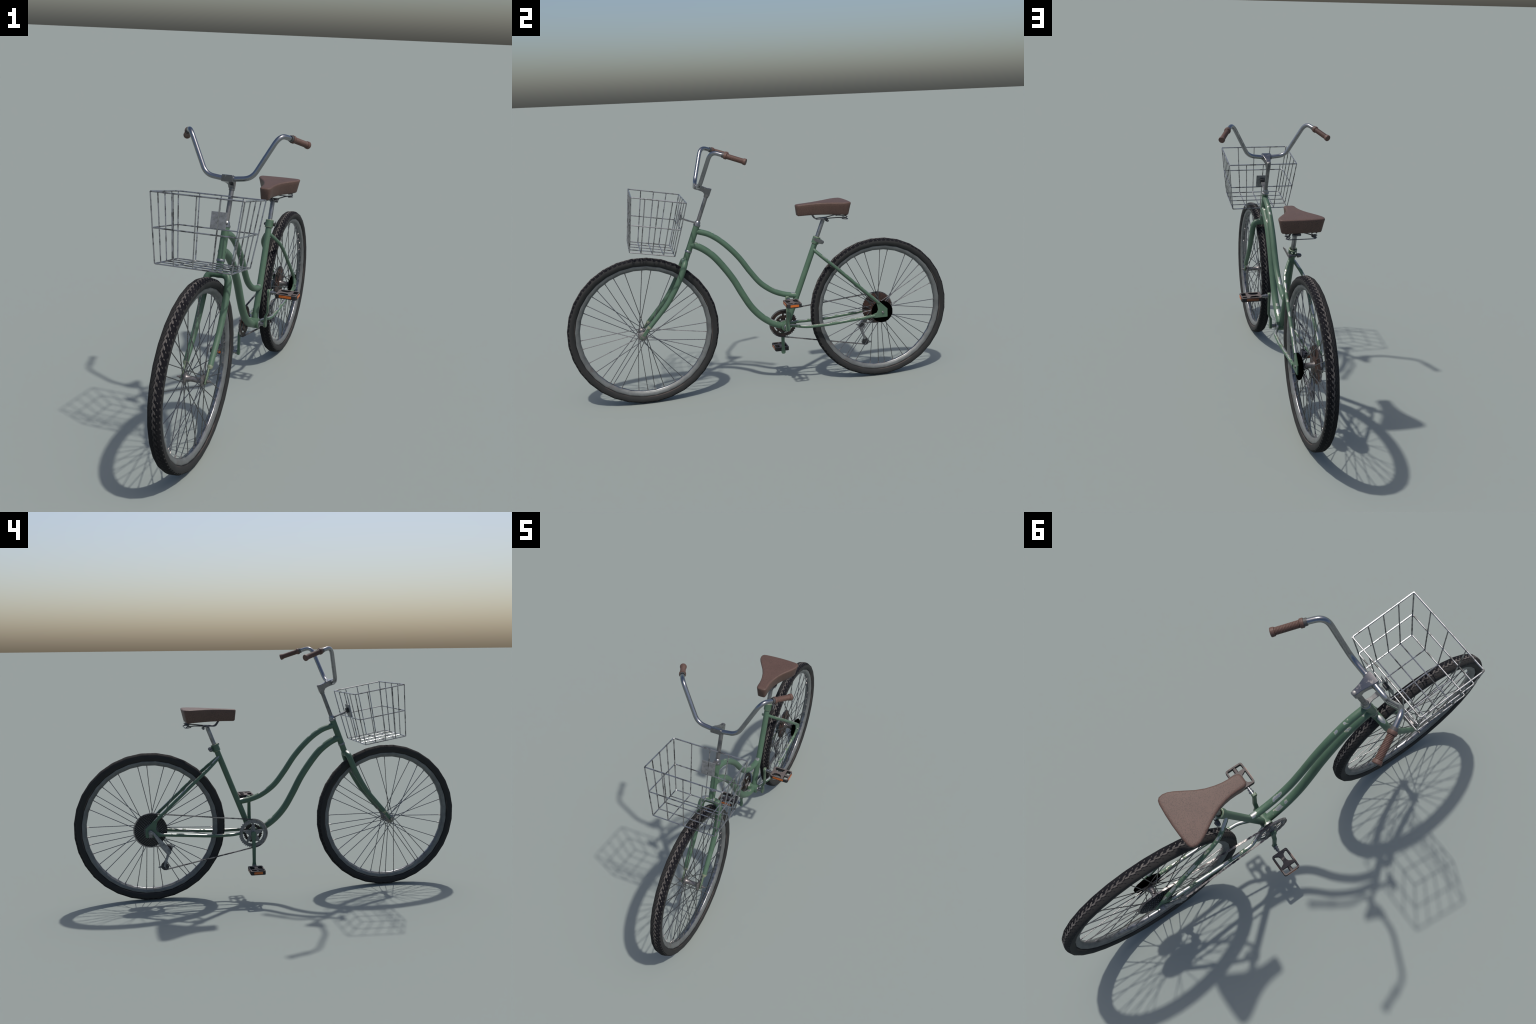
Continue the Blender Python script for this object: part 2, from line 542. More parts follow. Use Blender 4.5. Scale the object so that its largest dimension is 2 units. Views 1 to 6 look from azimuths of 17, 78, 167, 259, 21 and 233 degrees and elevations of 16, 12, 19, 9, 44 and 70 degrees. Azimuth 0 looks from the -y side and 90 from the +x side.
def build_wheel(name, y, hub_off, flange_x, shared=None):
    w = empty(name, bike, (0, y, WHEEL_Z))
    if shared is None:
        o = tyre_mesh(w)
        a, b, c = tread_blocks(w)
        shared = dict(tyre=o.data, tread_blocks=a.data, tread_shoulder=b.data, tread_slots=c.data, rim=rim_mesh(w).data)
        bm = bmesh.new()
        add_tube(bm, [(0, 0, 0), (0, 0, 1)], 0.0019, 6)
        sp = finish(bm, "spoke", SPOKE, w)
        shared["spoke"] = sp.data
        bpy.data.objects.remove(sp)
        bm = bmesh.new()
        add_lathe(bm, [(0.0, 0.0026), (0.012, 0.0026), (0.014, 0.0018)], (0, 0, 0), (0, 0, 1), 8)
        ni = finish(bm, "spoke_nipple", HUB, w)
        shared["spoke_nipple"] = ni.data
        bpy.data.objects.remove(ni)
    else:
        for k in ("tyre", "tread_blocks", "tread_shoulder", "tread_slots", "rim"):
            o = mesh_object(k, shared[k], w)
            if k.startswith("tread"):
                o["kind"] = "stuff"
    hub_r = 0.0205
    for i, deg in enumerate(RIM_HOLES):
        t = radians(deg)
        side = 1 if i % 2 == 0 else -1
        lean = 1 if (i // 2) % 2 == 0 else -1
        h = t + lean * radians(62)
        p = V((side * 0.002, 0.3165 * facet(t) * cos(t), 0.3165 * facet(t) * sin(t)))
        q = V((side * flange_x, hub_off[0] + hub_r * cos(h), hub_off[1] + hub_r * sin(h)))
        d = p - q
        rot = d.to_track_quat("Z", "Y").to_matrix().to_4x4()
        o = mesh_object("spoke", shared["spoke"], w)
        o.matrix_local = Matrix.Translation(q) @ rot @ Matrix.Diagonal((1, 1, d.length, 1))
        o = mesh_object("spoke_nipple", shared["spoke_nipple"], w)
        rot2 = (-d).to_track_quat("Z", "Y").to_matrix().to_4x4()
        o.matrix_local = Matrix.Translation(p + d.normalized() * 0.002) @ rot2
    return w, shared


front, SHARED = build_wheel("wheel", -WHEEL_Y + 0.001, (-0.0115, -0.0135), 0.036)
rear, _ = build_wheel("wheel", WHEEL_Y - 0.001, (0.0015, -0.0125), 0.029, SHARED)

# hubs (wheel-local coordinates)
fo = V((0, -0.0115, -0.0135))
lathe("hub", [(-0.044, 0.010), (-0.0415, 0.017), (-0.0385, 0.0225), (-0.0345, 0.0225), (-0.0325, 0.0165), (-0.026, 0.0120), (0, 0.0108),
              (0.026, 0.0120), (0.0325, 0.0165), (0.0345, 0.0225), (0.0385, 0.0225), (0.0415, 0.017), (0.044, 0.010)], fo, (1, 0, 0), HUB, front, 20)
lathe("axle", [(-0.070, 0.0034), (-0.060, 0.0036), (-0.0595, 0.0068), (-0.0535, 0.0068), (-0.0530, 0.0040), (0.0530, 0.0040), (0.0535, 0.0068),
               (0.0595, 0.0068), (0.060, 0.0036), (0.070, 0.0034)], fo, (1, 0, 0), HUB, front, 12, smooth=30)
ro = V((0, 0.0015, -0.0125))
lathe("hub", [(-0.034, 0.016), (-0.031, 0.0225), (-0.027, 0.0225), (-0.025, 0.0165), (-0.018, 0.0125), (0.018, 0.0125),
              (0.025, 0.0165), (0.027, 0.0225), (0.031, 0.0225), (0.034, 0.016)], ro, (1, 0, 0), HUB, rear, 20)
lathe("axle", [(-0.068, 0.0045), (0.064, 0.0045)], ro, (1, 0, 0), HUB, rear, 12)
lathe("axle_nut", [(0.0590, 0.0070), (0.0625, 0.0070), (0.0630, 0.0062)], ro, (1, 0, 0), STEEL, rear, 6, smooth=20)
# hub brake drum on the non-drive side: stacked thin plates, twelve-sided
bm = bmesh.new()
for x0, x1, r in ((0.0340, 0.0365, 0.046), (0.0370, 0.0395, 0.052), (0.0400, 0.0425, 0.056), (0.0430, 0.0510, 0.0590)):
    add_lathe(bm, [(x0, r - 0.001), (x0 + 0.0006, r), (x1 - 0.0006, r), (x1, r - 0.001)], ro, (1, 0, 0), 16, phase=0.2)
add_lathe(bm, [(0.033, 0.030), (0.0515, 0.030)], ro, (1, 0, 0), 16)
finish(bm, "brake_drum", BLACK, rear, smooth=30)

# cassette: nine cogs growing towards the wheel
cas = V((0, 0.0010, -0.0095))
bm = bmesh.new()
COGS = 8
for i in range(COGS):
    f = i / (COGS - 1)
    tip = 0.0835 - 0.047 * f
    x = -0.0325 - 0.0215 * f
    teeth = int(round(tip * 2 * pi / 0.0118))
    outer = toothed(teeth, tip - 0.0045, tip)
    inner = [(t, 0.016) for t, _ in outer]
    add_ring_plate(bm, cas.y, cas.z, x - 0.0009, x + 0.0009, inner, outer)
finish(bm, "cassette", COG, rear, smooth=0)
# tooth-and-gap pattern of the cogs, seen as rows of small grey dots
bm = bmesh.new()
for i in range(COGS - 1):
    f = (i + 0.5) / (COGS - 1)
    r = 0.0835 - 0.047 * f - 0.0006
    n = int(r * 2 * pi / 0.0105)
    for k in range(n):
        t = 2 * pi * (k + 0.5 * (i % 2)) / n
        add_box(bm, (-0.0325 - 0.0215 * i / (COGS - 1) - 0.0016, cas.y + (r - 0.001) * cos(t), cas.z + (r - 0.001) * sin(t)),
                (0.0016, 0.0030, 0.0022), Matrix.Rotation(t, 3, "X"))
finish(bm, "cassette_teeth", plain("worn_tooth_steel", (0.22, 0.22, 0.22), 0.5, 0.4, 0.45, 25), rear, smooth=0, kind="stuff")
lathe("cassette_carrier", [(-0.0575, 0.020), (-0.0565, 0.033), (-0.0550, 0.0365), (-0.034, 0.035)], cas, (1, 0, 0), CARRIER, rear, 24)
bm = bmesh.new()
n = 40
add_ring_plate(bm, cas.y, cas.z, -0.0300, -0.0285, [(2 * pi * k / n, 0.014) for k in range(n)],
               [(2 * pi * k / n, 0.0835 - 0.0014 * (k % 2)) for k in range(n)])
add_lathe(bm, [(-0.0290, 0.050), (-0.0245, 0.032), (-0.0240, 0.020)], cas, (1, 0, 0), 20)
finish(bm, "spoke_guard", rust_back_material("rusty_guard_disc", (0.02, 0.02, 0.02), (0.058, 0.029, 0.022)), rear, smooth=30)

# ------------------------------------------------------------------ frame
frame = empty("frame", bike)
HEAD_AXIS = V((0, 0.048, 0.123)).normalized()
def on_head(z, y0=-0.328, z0=0.89):
    return V((0, y0 + (z - z0) * 0.39, z))

tube("head_tube", [on_head(0.770), on_head(0.893)], 0.0160, GREEN, frame, 20)
tube("top_tube", spline([(0, -0.335, 0.866), (0, -0.312, 0.860), (0, -0.268, 0.844), (0, -0.218, 0.811), (0, -0.166, 0.763), (0, -0.117, 0.706),
                         (0, -0.067, 0.633), (0, -0.015, 0.568), (0, 0.048, 0.522), (0, 0.109, 0.4975), (0, 0.168, 0.487)], 8),
     0.0145, GREEN, frame, 18)
tube("down_tube", spline([(0, -0.366, 0.800), (0, -0.342, 0.794), (0, -0.300, 0.771), (0, -0.253, 0.732), (0, -0.204, 0.672), (0, -0.155, 0.599),
                          (0, -0.113, 0.520), (0, -0.071, 0.449), (0, -0.025, 0.396), (0, 0.026, 0.357), (0, 0.070, 0.336), (0, 0.106, 0.327)], 8),
     0.0175, GREEN, frame, 18)
ST = lambda z: V((0, 0.2755 - (0.745 - z) * 0.3915, z))
tube("seat_tube", [ST(0.330), ST(0.772)], 0.0147, GREEN, frame, 18)
lathe("bottom_bracket_shell", [(-0.026, 0.0215), (-0.0245, 0.0240), (0.0245, 0.0240), (0.026, 0.0215)], (0, 0.106, 0.327), (1, 0, 0), GREEN, frame, 24)
for s in (1, -1):
    tube("seat_stay", spline([(s * 0.006, 0.268, 0.726), (s * 0.018, 0.281, 0.711), (s * 0.042, 0.328, 0.668), (s * 0.050, 0.386, 0.6165),
                              (s * 0.053, 0.48, 0.530), (s * 0.055, 0.555, 0.461), (s * 0.0555, 0.603, 0.416)], 6),
         0.0083, GREEN_STAY, frame, 14)
    tube("chain_stay", spline([(s * 0.016, 0.112, 0.331), (s * 0.030, 0.148, 0.3315), (s * 0.050, 0.196, 0.328), (s * 0.0545, 0.236, 0.3265),
                               (s * 0.0555, 0.330, 0.328), (s * 0.0555, 0.440, 0.3365), (s * 0.0555, 0.580, 0.347)], 6),
         0.0083, GREEN_CHAINSTAY, frame, 14)
    bm = bmesh.new()
    add_plate(bm, [(0.590, 0.418), (0.606, 0.424), (0.651, 0.381), (0.651, 0.336), (0.574, 0.336), (0.572, 0.356), (0.592, 0.363),
                   (0.599, 0.378), (0.595, 0.398)], s * 0.0525, s * 0.0590)
    finish(bm, "dropout", GREEN, frame, bevel=0.0012, bevel_mat=None)

# seat clamp with quick-release lever
clamp = empty("seat_clamp", bike)
ca, cb = ST(0.752), ST(0.790)
axis = (cb - ca).normalized()
lathe("clamp_collar", [(0.0, 0.0182), (0.0015, 0.0195), (0.0365, 0.0195), (0.038, 0.0182), (0.038, 0.0130), (0.0, 0.0130)], ca, axis, GREEN, clamp, 22,
      cap=False, bevel=0.0012, bevel_mat=PRIMER)
bm = bmesh.new()
for s in (1, -1):
    add_box(bm, (s * 0.0075, 0.302, 0.7635), (0.0065, 0.020, 0.024), Matrix.Rotation(radians(-21), 3, "X"))
finish(bm, "clamp_ear", GREEN, clamp, bevel=0.002)
lathe("clamp_bolt", [(-0.032, 0.0065), (-0.031, 0.0078), (-0.022, 0.0098), (-0.014, 0.0098), (-0.013, 0.0045), (0.012, 0.0045), (0.013, 0.0090),
                     (0.024, 0.0090), (0.025, 0.0075)], (0, 0.3125, 0.761), (1, 0, 0), RAIL, clamp, 16)
lathe("clamp_bolt_cap", [(-0.0345, 0.0036), (-0.0320, 0.0045), (-0.0310, 0.0045)], (0, 0.3125, 0.761), (1, 0, 0), ALLOY, clamp, 12)
bm = bmesh.new()
lev = spline([(0.021, 0.316, 0.757), (0.0245, 0.306, 0.7625), (0.0275, 0.292, 0.7695), (0.0310, 0.276, 0.7775), (0.0375, 0.262, 0.7860)], 4)
W = [0.0085, 0.0092, 0.0092, 0.0085, 0.0045]
prev = None
for i, p in enumerate(lev):
    f = i / (len(lev) - 1) * 4
    w = W[int(f)] + (W[min(int(f) + 1, 4)] - W[int(f)]) * (f - int(f))
    up = V((0, 0.43, 0.90)) * w
    ring = [bm.verts.new(p + up), bm.verts.new(p - up), bm.verts.new(p - up + V((0.003, 0, 0))), bm.verts.new(p + up + V((0.003, 0, 0)))]
    if prev:
        for k in range(4):
            bm.faces.new((prev[k], prev[(k + 1) % 4], ring[(k + 1) % 4], ring[k]))
    else:
        bm.faces.new(ring[::-1])
    prev = ring
bm.faces.new(prev)
finish(bm, "quick_release_lever", ALLOY, clamp, bevel=0.0008)

# ------------------------------------------------------------------ headset
headset = empty("headset", bike)
lathe("headset_nut", [(0.0, 0.0172), (0.001, 0.0180), (0.0085, 0.0180), (0.0095, 0.0168), (0.011, 0.0150), (0.017, 0.0145), (0.023, 0.0128), (0.0265, 0.0102)],
      on_head(0.8915), HEAD_AXIS, STEEL, headset, 16, smooth=30)
lathe("headset_cup", [(0.0, 0.0165), (0.001, 0.0176), (0.0085, 0.0176), (0.0100, 0.0165)], on_head(0.7625), HEAD_AXIS, STEEL, headset, 20)

# ------------------------------------------------------------------ fork
fork = empty("fork", bike)
tube("steerer", [on_head(0.764), on_head(0.712)], [0.0155, 0.0150], GREEN, fork, 18)
for s in (1, -1):
    path = spline([(0, -0.398, 0.717), (s * 0.018, -0.399, 0.718), (s * 0.034, -0.401, 0.714), (s * 0.0435, -0.406, 0.702), (s * 0.047, -0.413, 0.684),
                   (s * 0.0485, -0.428, 0.648), (s * 0.0490, -0.450, 0.604), (s * 0.0495, -0.474, 0.562), (s * 0.0500, -0.505, 0.5155),
                   (s * 0.0500, -0.543, 0.4705), (s * 0.0505, -0.597, 0.409)], 6)
    n = len(path)
    rr = [0.0158 - 0.0008 * min(1, i / (n * 0.35)) - 0.0040 * max(0, (i / n - 0.45) / 0.55) for i in range(n)]
    tube("fork_blade", path, rr, GREEN, fork, 18)
    tube("fork_blade_end", [(s * 0.0504, -0.5945, 0.4120), (s * 0.0502, -0.5985, 0.4073), (s * 0.0498, -0.6035, 0.4010)], [0.0119, 0.0117, 0.0070], PRIMER, fork, 16)
    # flat tip: a slotted tab bolted on the axle
    a, b = V((s * 0.0495, -0.588, 0.420)), V((s * 0.0490, -0.6425, 0.3530))
    d = (b - a).normalized()
    sd = V((0, -d.z, d.y)) * 0.0092
    bm = bmesh.new()
    pts = [a + sd, b + sd * 0.95, b - sd * 0.95, a - sd]
    add_plate(bm, [(p.y, p.z) for p in pts], s * 0.0462, s * 0.0520)
    finish(bm, "fork_tip", GREEN, fork, bevel=0.0016, bevel_mat=PRIMER, seg=1)

# ------------------------------------------------------------------ handlebar, stem and grips
bar = empty("handlebar", bike)
U = lambda s: [(s * 0.0, -0.317, 1.0870), (s * 0.024, -0.3165, 1.0875), (s * 0.096, -0.313, 1.0955), (s * 0.188, -0.262, 1.2660), (s * 0.219, -0.206, 1.2480), (s * 0.226, -0.190, 1.242)]
left = rounded(U(1), [0.010, 0.034, 0.042, 0.012], 8)
right = rounded(U(-1), [0.010, 0.034, 0.042, 0.012], 8)
tube("handlebar_tube", right[::-1] + left[1:], 0.0104, CHROME, bar, 16)
for s in (1, -1):
    a, b = V((s * 0.2150, -0.2130, 1.2505)), V((s * 0.2650, -0.1115, 1.2145))
    L = (b - a).length
    prof = [(0.0, 0.0112), (0.0, 0.0128), (0.0105, 0.0132)]
    lathe("grip_collar", prof + [(0.0105, 0.0112)], a, b - a, COLLAR, bar, 18, cap=False)
    prof = [(0.0108, 0.0110), (0.0108, 0.0150), (0.0125, 0.0160), (0.0215, 0.0160), (0.0235, 0.0150)]
    ribs = 17
    x0, x1 = 0.0245, L - 0.0145
    for i in range(ribs):
        p = x0 + (x1 - x0) * i / ribs
        st = (x1 - x0) / ribs
        prof += [(p, 0.0116), (p + st * 0.28, 0.0128), (p + st * 0.78, 0.0128)]
    prof += [(x1, 0.0116), (L - 0.0135, 0.0146), (L - 0.0115, 0.0152), (L - 0.0020, 0.0158), (L, 0.0145)]
    lathe("grip", prof, a, b - a, GRIP, bar, 20, smooth=35)

stem = empty("stem", bike)
tube("stem_post", [on_head(0.905), on_head(1.050)], 0.0098, ALLOY, stem, 18)
# wedge-shaped body: wide clamp at the bar, narrow round end over the post
bm = bmesh.new()
rows = []
for yt, zt, yb, zb, hw in ((-0.2430, 1.0690, -0.2570, 1.0345, 0.0090), (-0.2540, 1.0735, -0.2680, 1.0380, 0.0118), (-0.2640, 1.0775, -0.2790, 1.0430, 0.0125),
                           (-0.2720, 1.0812, -0.2835, 1.0560, 0.0135), (-0.2860, 1.0880, -0.2950, 1.0640, 0.0168), (-0.3020, 1.0965, -0.3100, 1.0710, 0.0222),
                           (-0.3160, 1.1020, -0.3220, 1.0750, 0.0262), (-0.3300, 1.1055, -0.3330, 1.0790, 0.0258)):
    rows.append([bm.verts.new(p) for p in ((-hw * 0.9, yt, zt), (hw * 0.9, yt, zt), (hw, yb, zb), (-hw, yb, zb))])
for a, b in zip(rows, rows[1:]):
    for k in range(4):
        bm.faces.new((a[k], a[(k + 1) % 4], b[(k + 1) % 4], b[k]))
bm.faces.new(rows[0][::-1])
bm.faces.new(rows[-1])
finish(bm, "stem_body", STEM, stem, bevel=0.0022, seg=3)
lathe("stem_bar_clamp", [(-0.0268, 0.0115), (-0.0262, 0.0125), (0.0262, 0.0125), (0.0268, 0.0115)], (0, -0.3170, 1.0872), (1, 0, 0), STEEL, stem, 20)
lathe("stem_bolt", [(0.0, 0.0085), (0.0035, 0.0085), (0.0045, 0.0070)], V((0, -0.2510, 1.0700)), (0, 0.36, 0.93), ALLOY, stem, 14)
lathe("stem_neck", [(0.0, 0.0105), (0.002, 0.0122), (0.014, 0.0122), (0.018, 0.0115)], on_head(1.031), HEAD_AXIS, ALLOY, stem, 18)

# ------------------------------------------------------------------ basket
basket = empty("basket", bike)
TOP = dict(x=0.1810, f=(-0.6430, 1.0775), b=(-0.3885, 1.0325))
MID = dict(x=0.1667, f=(-0.6550, 0.9465), b=(-0.4210, 0.9055))
LOW = dict(x=0.1505, f=(-0.6685, 0.8150), b=(-0.4570, 0.7775))

def level(d, sx, fy, grow=0.0):
    """Point on a basket level: sx -1..1 across, fy 0 front .. 1 back."""
    y = d["f"][0] + (d["b"][0] - d["f"][0]) * fy
    z = d["f"][1] + (d["b"][1] - d["f"][1]) * fy
    return V((sx * (d["x"] + grow), y, z))

def hoop(name, d, r):
    pts = [level(d, -1, 0), level(d, 1, 0), level(d, 1, 1), level(d, -1, 1)]
    # mitred corners: many ring points along each side, closed
    path = []
    for a, b in zip(pts, pts[1:] + pts[:1]):
        e = (b - a).normalized() * 0.004
        path += [a + e, a + e * 2, (a + b) / 2, b - e * 2, b - e]
    tube(name, path, r, WIRE, basket, 8, closed=True, turn=pi / 8, smooth=0)

hoop("rim_wire", TOP, 0.0030)
hoop("rim_wire", MID, 0.0027)
hoop("rim_wire", LOW, 0.0027)
for sx in (-1, 1):
    for fy in (0, 1):
        tube("corner_wire", [level(TOP, sx, fy), level(MID, sx, fy), level(LOW, sx, fy)], 0.0027, WIRE, basket, 8)
for k in (0.25, 0.5, 0.75):
    s = 2 * k - 1
    tube("cage_wire", rounded([level(TOP, s, 0), level(LOW, s, 0), level(LOW, s, 1), level(TOP, s, 1)], 0.004, 3), 0.0025, WIRE, basket, 8)
    tube("cage_wire", rounded([level(TOP, -1, k), level(LOW, -1, k), level(LOW, 1, k), level(TOP, 1, k)], 0.004, 3), 0.0025, WIRE, basket, 8)
# mounting plate on the back wall and its bracket to the headset
bm = bmesh.new()
pl = [V((-0.0325, -0.4035, 0.9710)), V((0.0325, -0.4035, 0.9710)), V((0.0325, -0.4205, 0.9065)), V((-0.0325, -0.4205, 0.9065))]
nrm = (pl[1] - pl[0]).cross(pl[2] - pl[0]).normalized() * 0.003
a = [bm.verts.new(p - nrm) for p in pl]
b = [bm.verts.new(p + nrm * 0.2) for p in pl]
bm.faces.new(a)
bm.faces.new(b[::-1])
for k in range(4):
    bm.faces.new((a[k], b[k], b[(k + 1) % 4], a[(k + 1) % 4]))
finish(bm, "mounting_plate", SHEET, basket, bevel=0.0008)
tilt = Matrix.Rotation(radians(-15), 3, "X")
bm = bmesh.new()
add_box(bm, (0, -0.4045, 0.9415), (0.024, 0.013, 0.025), tilt)
finish(bm, "bracket_block", DARKPLASTIC, basket, bevel=0.002)
bm = bmesh.new()
rows = []
for y, z, hw, hh in ((-0.396, 0.9340, 0.0095, 0.0040), (-0.376, 0.9250, 0.0095, 0.0034), (-0.350, 0.9150, 0.0075, 0.0030), (-0.330, 0.9075, 0.0110, 0.0050)):
    rows.append([bm.verts.new((sx * hw, y + 0.3 * sz * hh, z + sz * hh)) for sx, sz in ((-1, -1), (1, -1), (1, 1), (-1, 1))])
for p, q in zip(rows, rows[1:]):
    for k in range(4):
        bm.faces.new((p[k], p[(k + 1) % 4], q[(k + 1) % 4], q[k]))
bm.faces.new(rows[0][::-1])
bm.faces.new(rows[-1])
finish(bm, "bracket_arm", ALLOY, basket, bevel=0.001)

# ------------------------------------------------------------------ saddle and seat post
post = tube("seat_post", [ST(0.76), ST(0.872)], 0.0107, STEEL, bike, 18)
saddle = empty("saddle", bike)
HALF_TOP = [(0.0, 0.1806), (0.0130, 0.1812), (0.0205, 0.1842), (0.0254, 0.1910), (0.0272, 0.2050), (0.0268, 0.2250), (0.0285, 0.2480), (0.0330, 0.2720),
            (0.0420, 0.3020), (0.0560, 0.3320), (0.0740, 0.3610), (0.0905, 0.3880), (0.1000, 0.4080), (0.1035, 0.4250), (0.1010, 0.4400), (0.0930, 0.4480),
            (0.0800, 0.4515), (0.0400, 0.4545), (0.0, 0.4555)]
def saddle_top_z(y):
    f = (y - 0.18) / 0.275
    return 0.9608 + 0.0082 * f + 0.0030 * sin(pi * min(1.0, max(0.0, f)))
def saddle_low_z(y):
    return 0.9025 + 0.0012 * sin(pi * min(1.0, max(0.0, (y - 0.18) / 0.26)))
outline = HALF_TOP + [(-x, y) for x, y in HALF_TOP[-2:0:-1]]
cen = V((0.0, 0.335))
def inset(k, shift):
    """Outline pulled in along its own normal by k metres."""
    out = []
    n = len(outline)
    for i in range(n):
        p, q = V(outline[i - 1]), V(outline[(i + 1) % n])
        d = (q - p).normalized()
        nn = V((-d.y, d.x))
        out.append(V(outline[i]) + nn * k + V((0, shift)))
    return out
bm = bmesh.new()
rings = []
# (metres below the top or, if above 0.05, share of the height; rounding inset; wall slope inset)
LAYERS = [(0.0, 0.0120, 0), (0.0003, 0.0062, 0), (0.0014, 0.0030, 0), (0.0035, 0.0010, 0), (0.0062, 0.0004, 0), (0.30, 0.0, 0.0042), (0.88, 0.0, 0.0132),
          (0.94, 0.0016, 0.0136), (0.985, 0.0052, 0.0138), (1.0, 0.0110, 0.0138)]
for h, k, wall in LAYERS:
    ring = []
    slim, wide = inset(k, 0.0), inset(k + wall, 0.0)
    for p, q in zip(slim, wide):
        f = 0.42 + 0.58 * min(1.0, max(0.0, (p.y - 0.21) / 0.17))
        p = p.lerp(q, f)
        zt, zb = saddle_top_z(p.y), saddle_low_z(p.y)
        ring.append(bm.verts.new((p.x, p.y, zt - h if h < 0.05 else zt + (zb - zt) * h)))
    rings.append(ring)
n = len(outline)
for a, b in zip(rings, rings[1:]):
    for k in range(n):
        bm.faces.new((a[k], a[(k + 1) % n], b[(k + 1) % n], b[k]))
# close the flat top and bottom with strips across the width
m = len(HALF_TOP)
for ring in (rings[0], rings[-1]):
    for i in range(m - 1):
        a, b = ring[i], ring[i + 1]
        c, d = ring[(n - i - 1) % n], ring[(n - i) % n]
        vs = []
        for v in (a, b, c, d):
            if v not in vs:
                vs.append(v)
        if len(vs) > 2:
            bm.faces.new(vs)
finish(bm, "saddle_cover", LEATHER, saddle, smooth=60)
# two rails, coil springs at the back, cross wire
for s in (1, -1):
    tube("saddle_rail", rounded([(s * 0.012, 0.2660, 0.9080), (s * 0.018, 0.2850, 0.8800), (s * 0.021, 0.350, 0.8825), (s * 0.042, 0.395, 0.8865),
                                 (s * 0.066, 0.4330, 0.8850)], 0.010, 4), 0.0028, RAIL, saddle, 8)
    coil = []
    for i in range(34):
        t = i / 33
        a = 2 * pi * 2.1 * t + 0.6
        coil.append((s * (0.060 + 0.011 * cos(a)), 0.4230 + 0.014 * sin(a), 0.8795 + 0.0225 * t))
    tube("saddle_spring", coil, 0.0022, RAIL, saddle, 6)
tube("saddle_cross_wire", rounded([(-0.052, 0.412, 0.8805), (-0.070, 0.428, 0.8795), (-0.060, 0.4425, 0.8785), (0.060, 0.4425, 0.8785), (0.070, 0.428, 0.8795), (0.052, 0.412, 0.8805)], 0.012, 4),
     0.0022, RAIL, saddle, 8)
bm = bmesh.new()
add_box(bm, (0, 0.332, 0.8795), (0.050, 0.030, 0.009), Matrix.Rotation(radians(3), 3, "X"))
finish(bm, "saddle_clamp", RAIL, saddle, bevel=0.002)
lathe("saddle_clamp_bolt", [(-0.020, 0.0052), (-0.018, 0.0062), (0.018, 0.0062), (0.020, 0.0052)], (0, 0.3465, 0.8690), (1, 0, 0), RAIL, saddle, 12)

# ------------------------------------------------------------------ crankset
BBY, BBZ = 0.106, 0.327
crank = empty("crankset", bike)
lathe("crank_spindle", [(-0.066, 0.0075), (-0.030, 0.0080), (-0.028, 0.0150), (-0.0255, 0.0165), (0.0255, 0.0165), (0.0300, 0.0155), (0.0335, 0.0095), (0.058, 0.0085)],
      (0, BBY, BBZ), (1, 0, 0), STEEL, crank, 18)
def crank_arm(s, up):
    """Cranked arm: runs out from the bottom bracket, steps outwards, ends in a round eye."""
    base, off = (0.0560, 0.0100) if s > 0 else (0.0640, 0.0070)
    bm = bmesh.new()
    rows = []
    for d, w, xo, th in ((-0.0125, 0.0065, 0, 0.0060), (-0.009, 0.0108, 0, 0.0062), (0.0, 0.0125, 0, 0.0064), (0.012, 0.0112, 0, 0.0062), (0.022, 0.0093, 0, 0.0058), (0.042, 0.0089, 0.02, 0.0055),
                         (0.062, 0.0088, 0.95, 0.0052), (0.075, 0.0088, 1, 0.0050), (0.110, 0.0084, 1, 0.0048), (0.142, 0.0080, 1, 0.0048), (0.153, 0.0090, 1, 0.0056), (0.165, 0.0112, 1, 0.0062),
                         (0.1725, 0.0092, 1, 0.0062), (0.1760, 0.0055, 1, 0.0058)):
        x = s * (base + off * xo)
        z = BBZ + up * d
        rows.append([bm.verts.new((x + dx * th, BBY + dy * w, z)) for dx, dy in ((-1, -1), (1, -1), (1, 1), (-1, 1))])
    for a, b in zip(rows, rows[1:]):
        for k in range(4):
            bm.faces.new((a[k], a[(k + 1) % 4], b[(k + 1) % 4], b[k]))
    bm.faces.new(rows[0][::-1])
    bm.faces.new(rows[-1])
    return finish(bm, "crank_arm", GREEN, crank, bevel=0.0016, bevel_mat=PRIMER if s > 0 else None, seg=2)
crank_arm(1, 1)
crank_arm(-1, -1)

# two chainrings on a five-arm spider
def chainring(x0, x1, teeth, root, tip, inner):
    bm = bmesh.new()
    prof = toothed(teeth, root, tip)
    add_ring_plate(bm, BBY, BBZ, x0, x1, [(t, inner) for t, _ in prof], prof)
    return bm
bm = chainring(-0.0485, -0.0455, 40, 0.0700, 0.0745, 0.0535)
finish(bm, "chainring", RING, crank, smooth=0)
bm = chainring(-0.0405, -0.0380, 32, 0.0455, 0.0500, 0.0330)
for k in range(5):
    t = pi / 2 + 2 * pi * k / 5
    add_box(bm, (-0.0395, BBY + 0.024 * cos(t), BBZ + 0.024 * sin(t)), (0.002, 0.022, 0.010), Matrix.Rotation(t, 3, "X"))
finish(bm, "chainring", DARK_RING, crank, smooth=0)
n = 48
bm = bmesh.new()
add_ring_plate(bm, BBY, BBZ, -0.0500, -0.0487, [(2 * pi * k / n, 0.0570) for k in range(n)], [(2 * pi * k / n, 0.0660) for k in range(n)])
finish(bm, "chain_guard_ring", RING, crank, smooth=40)
bm = bmesh.new()
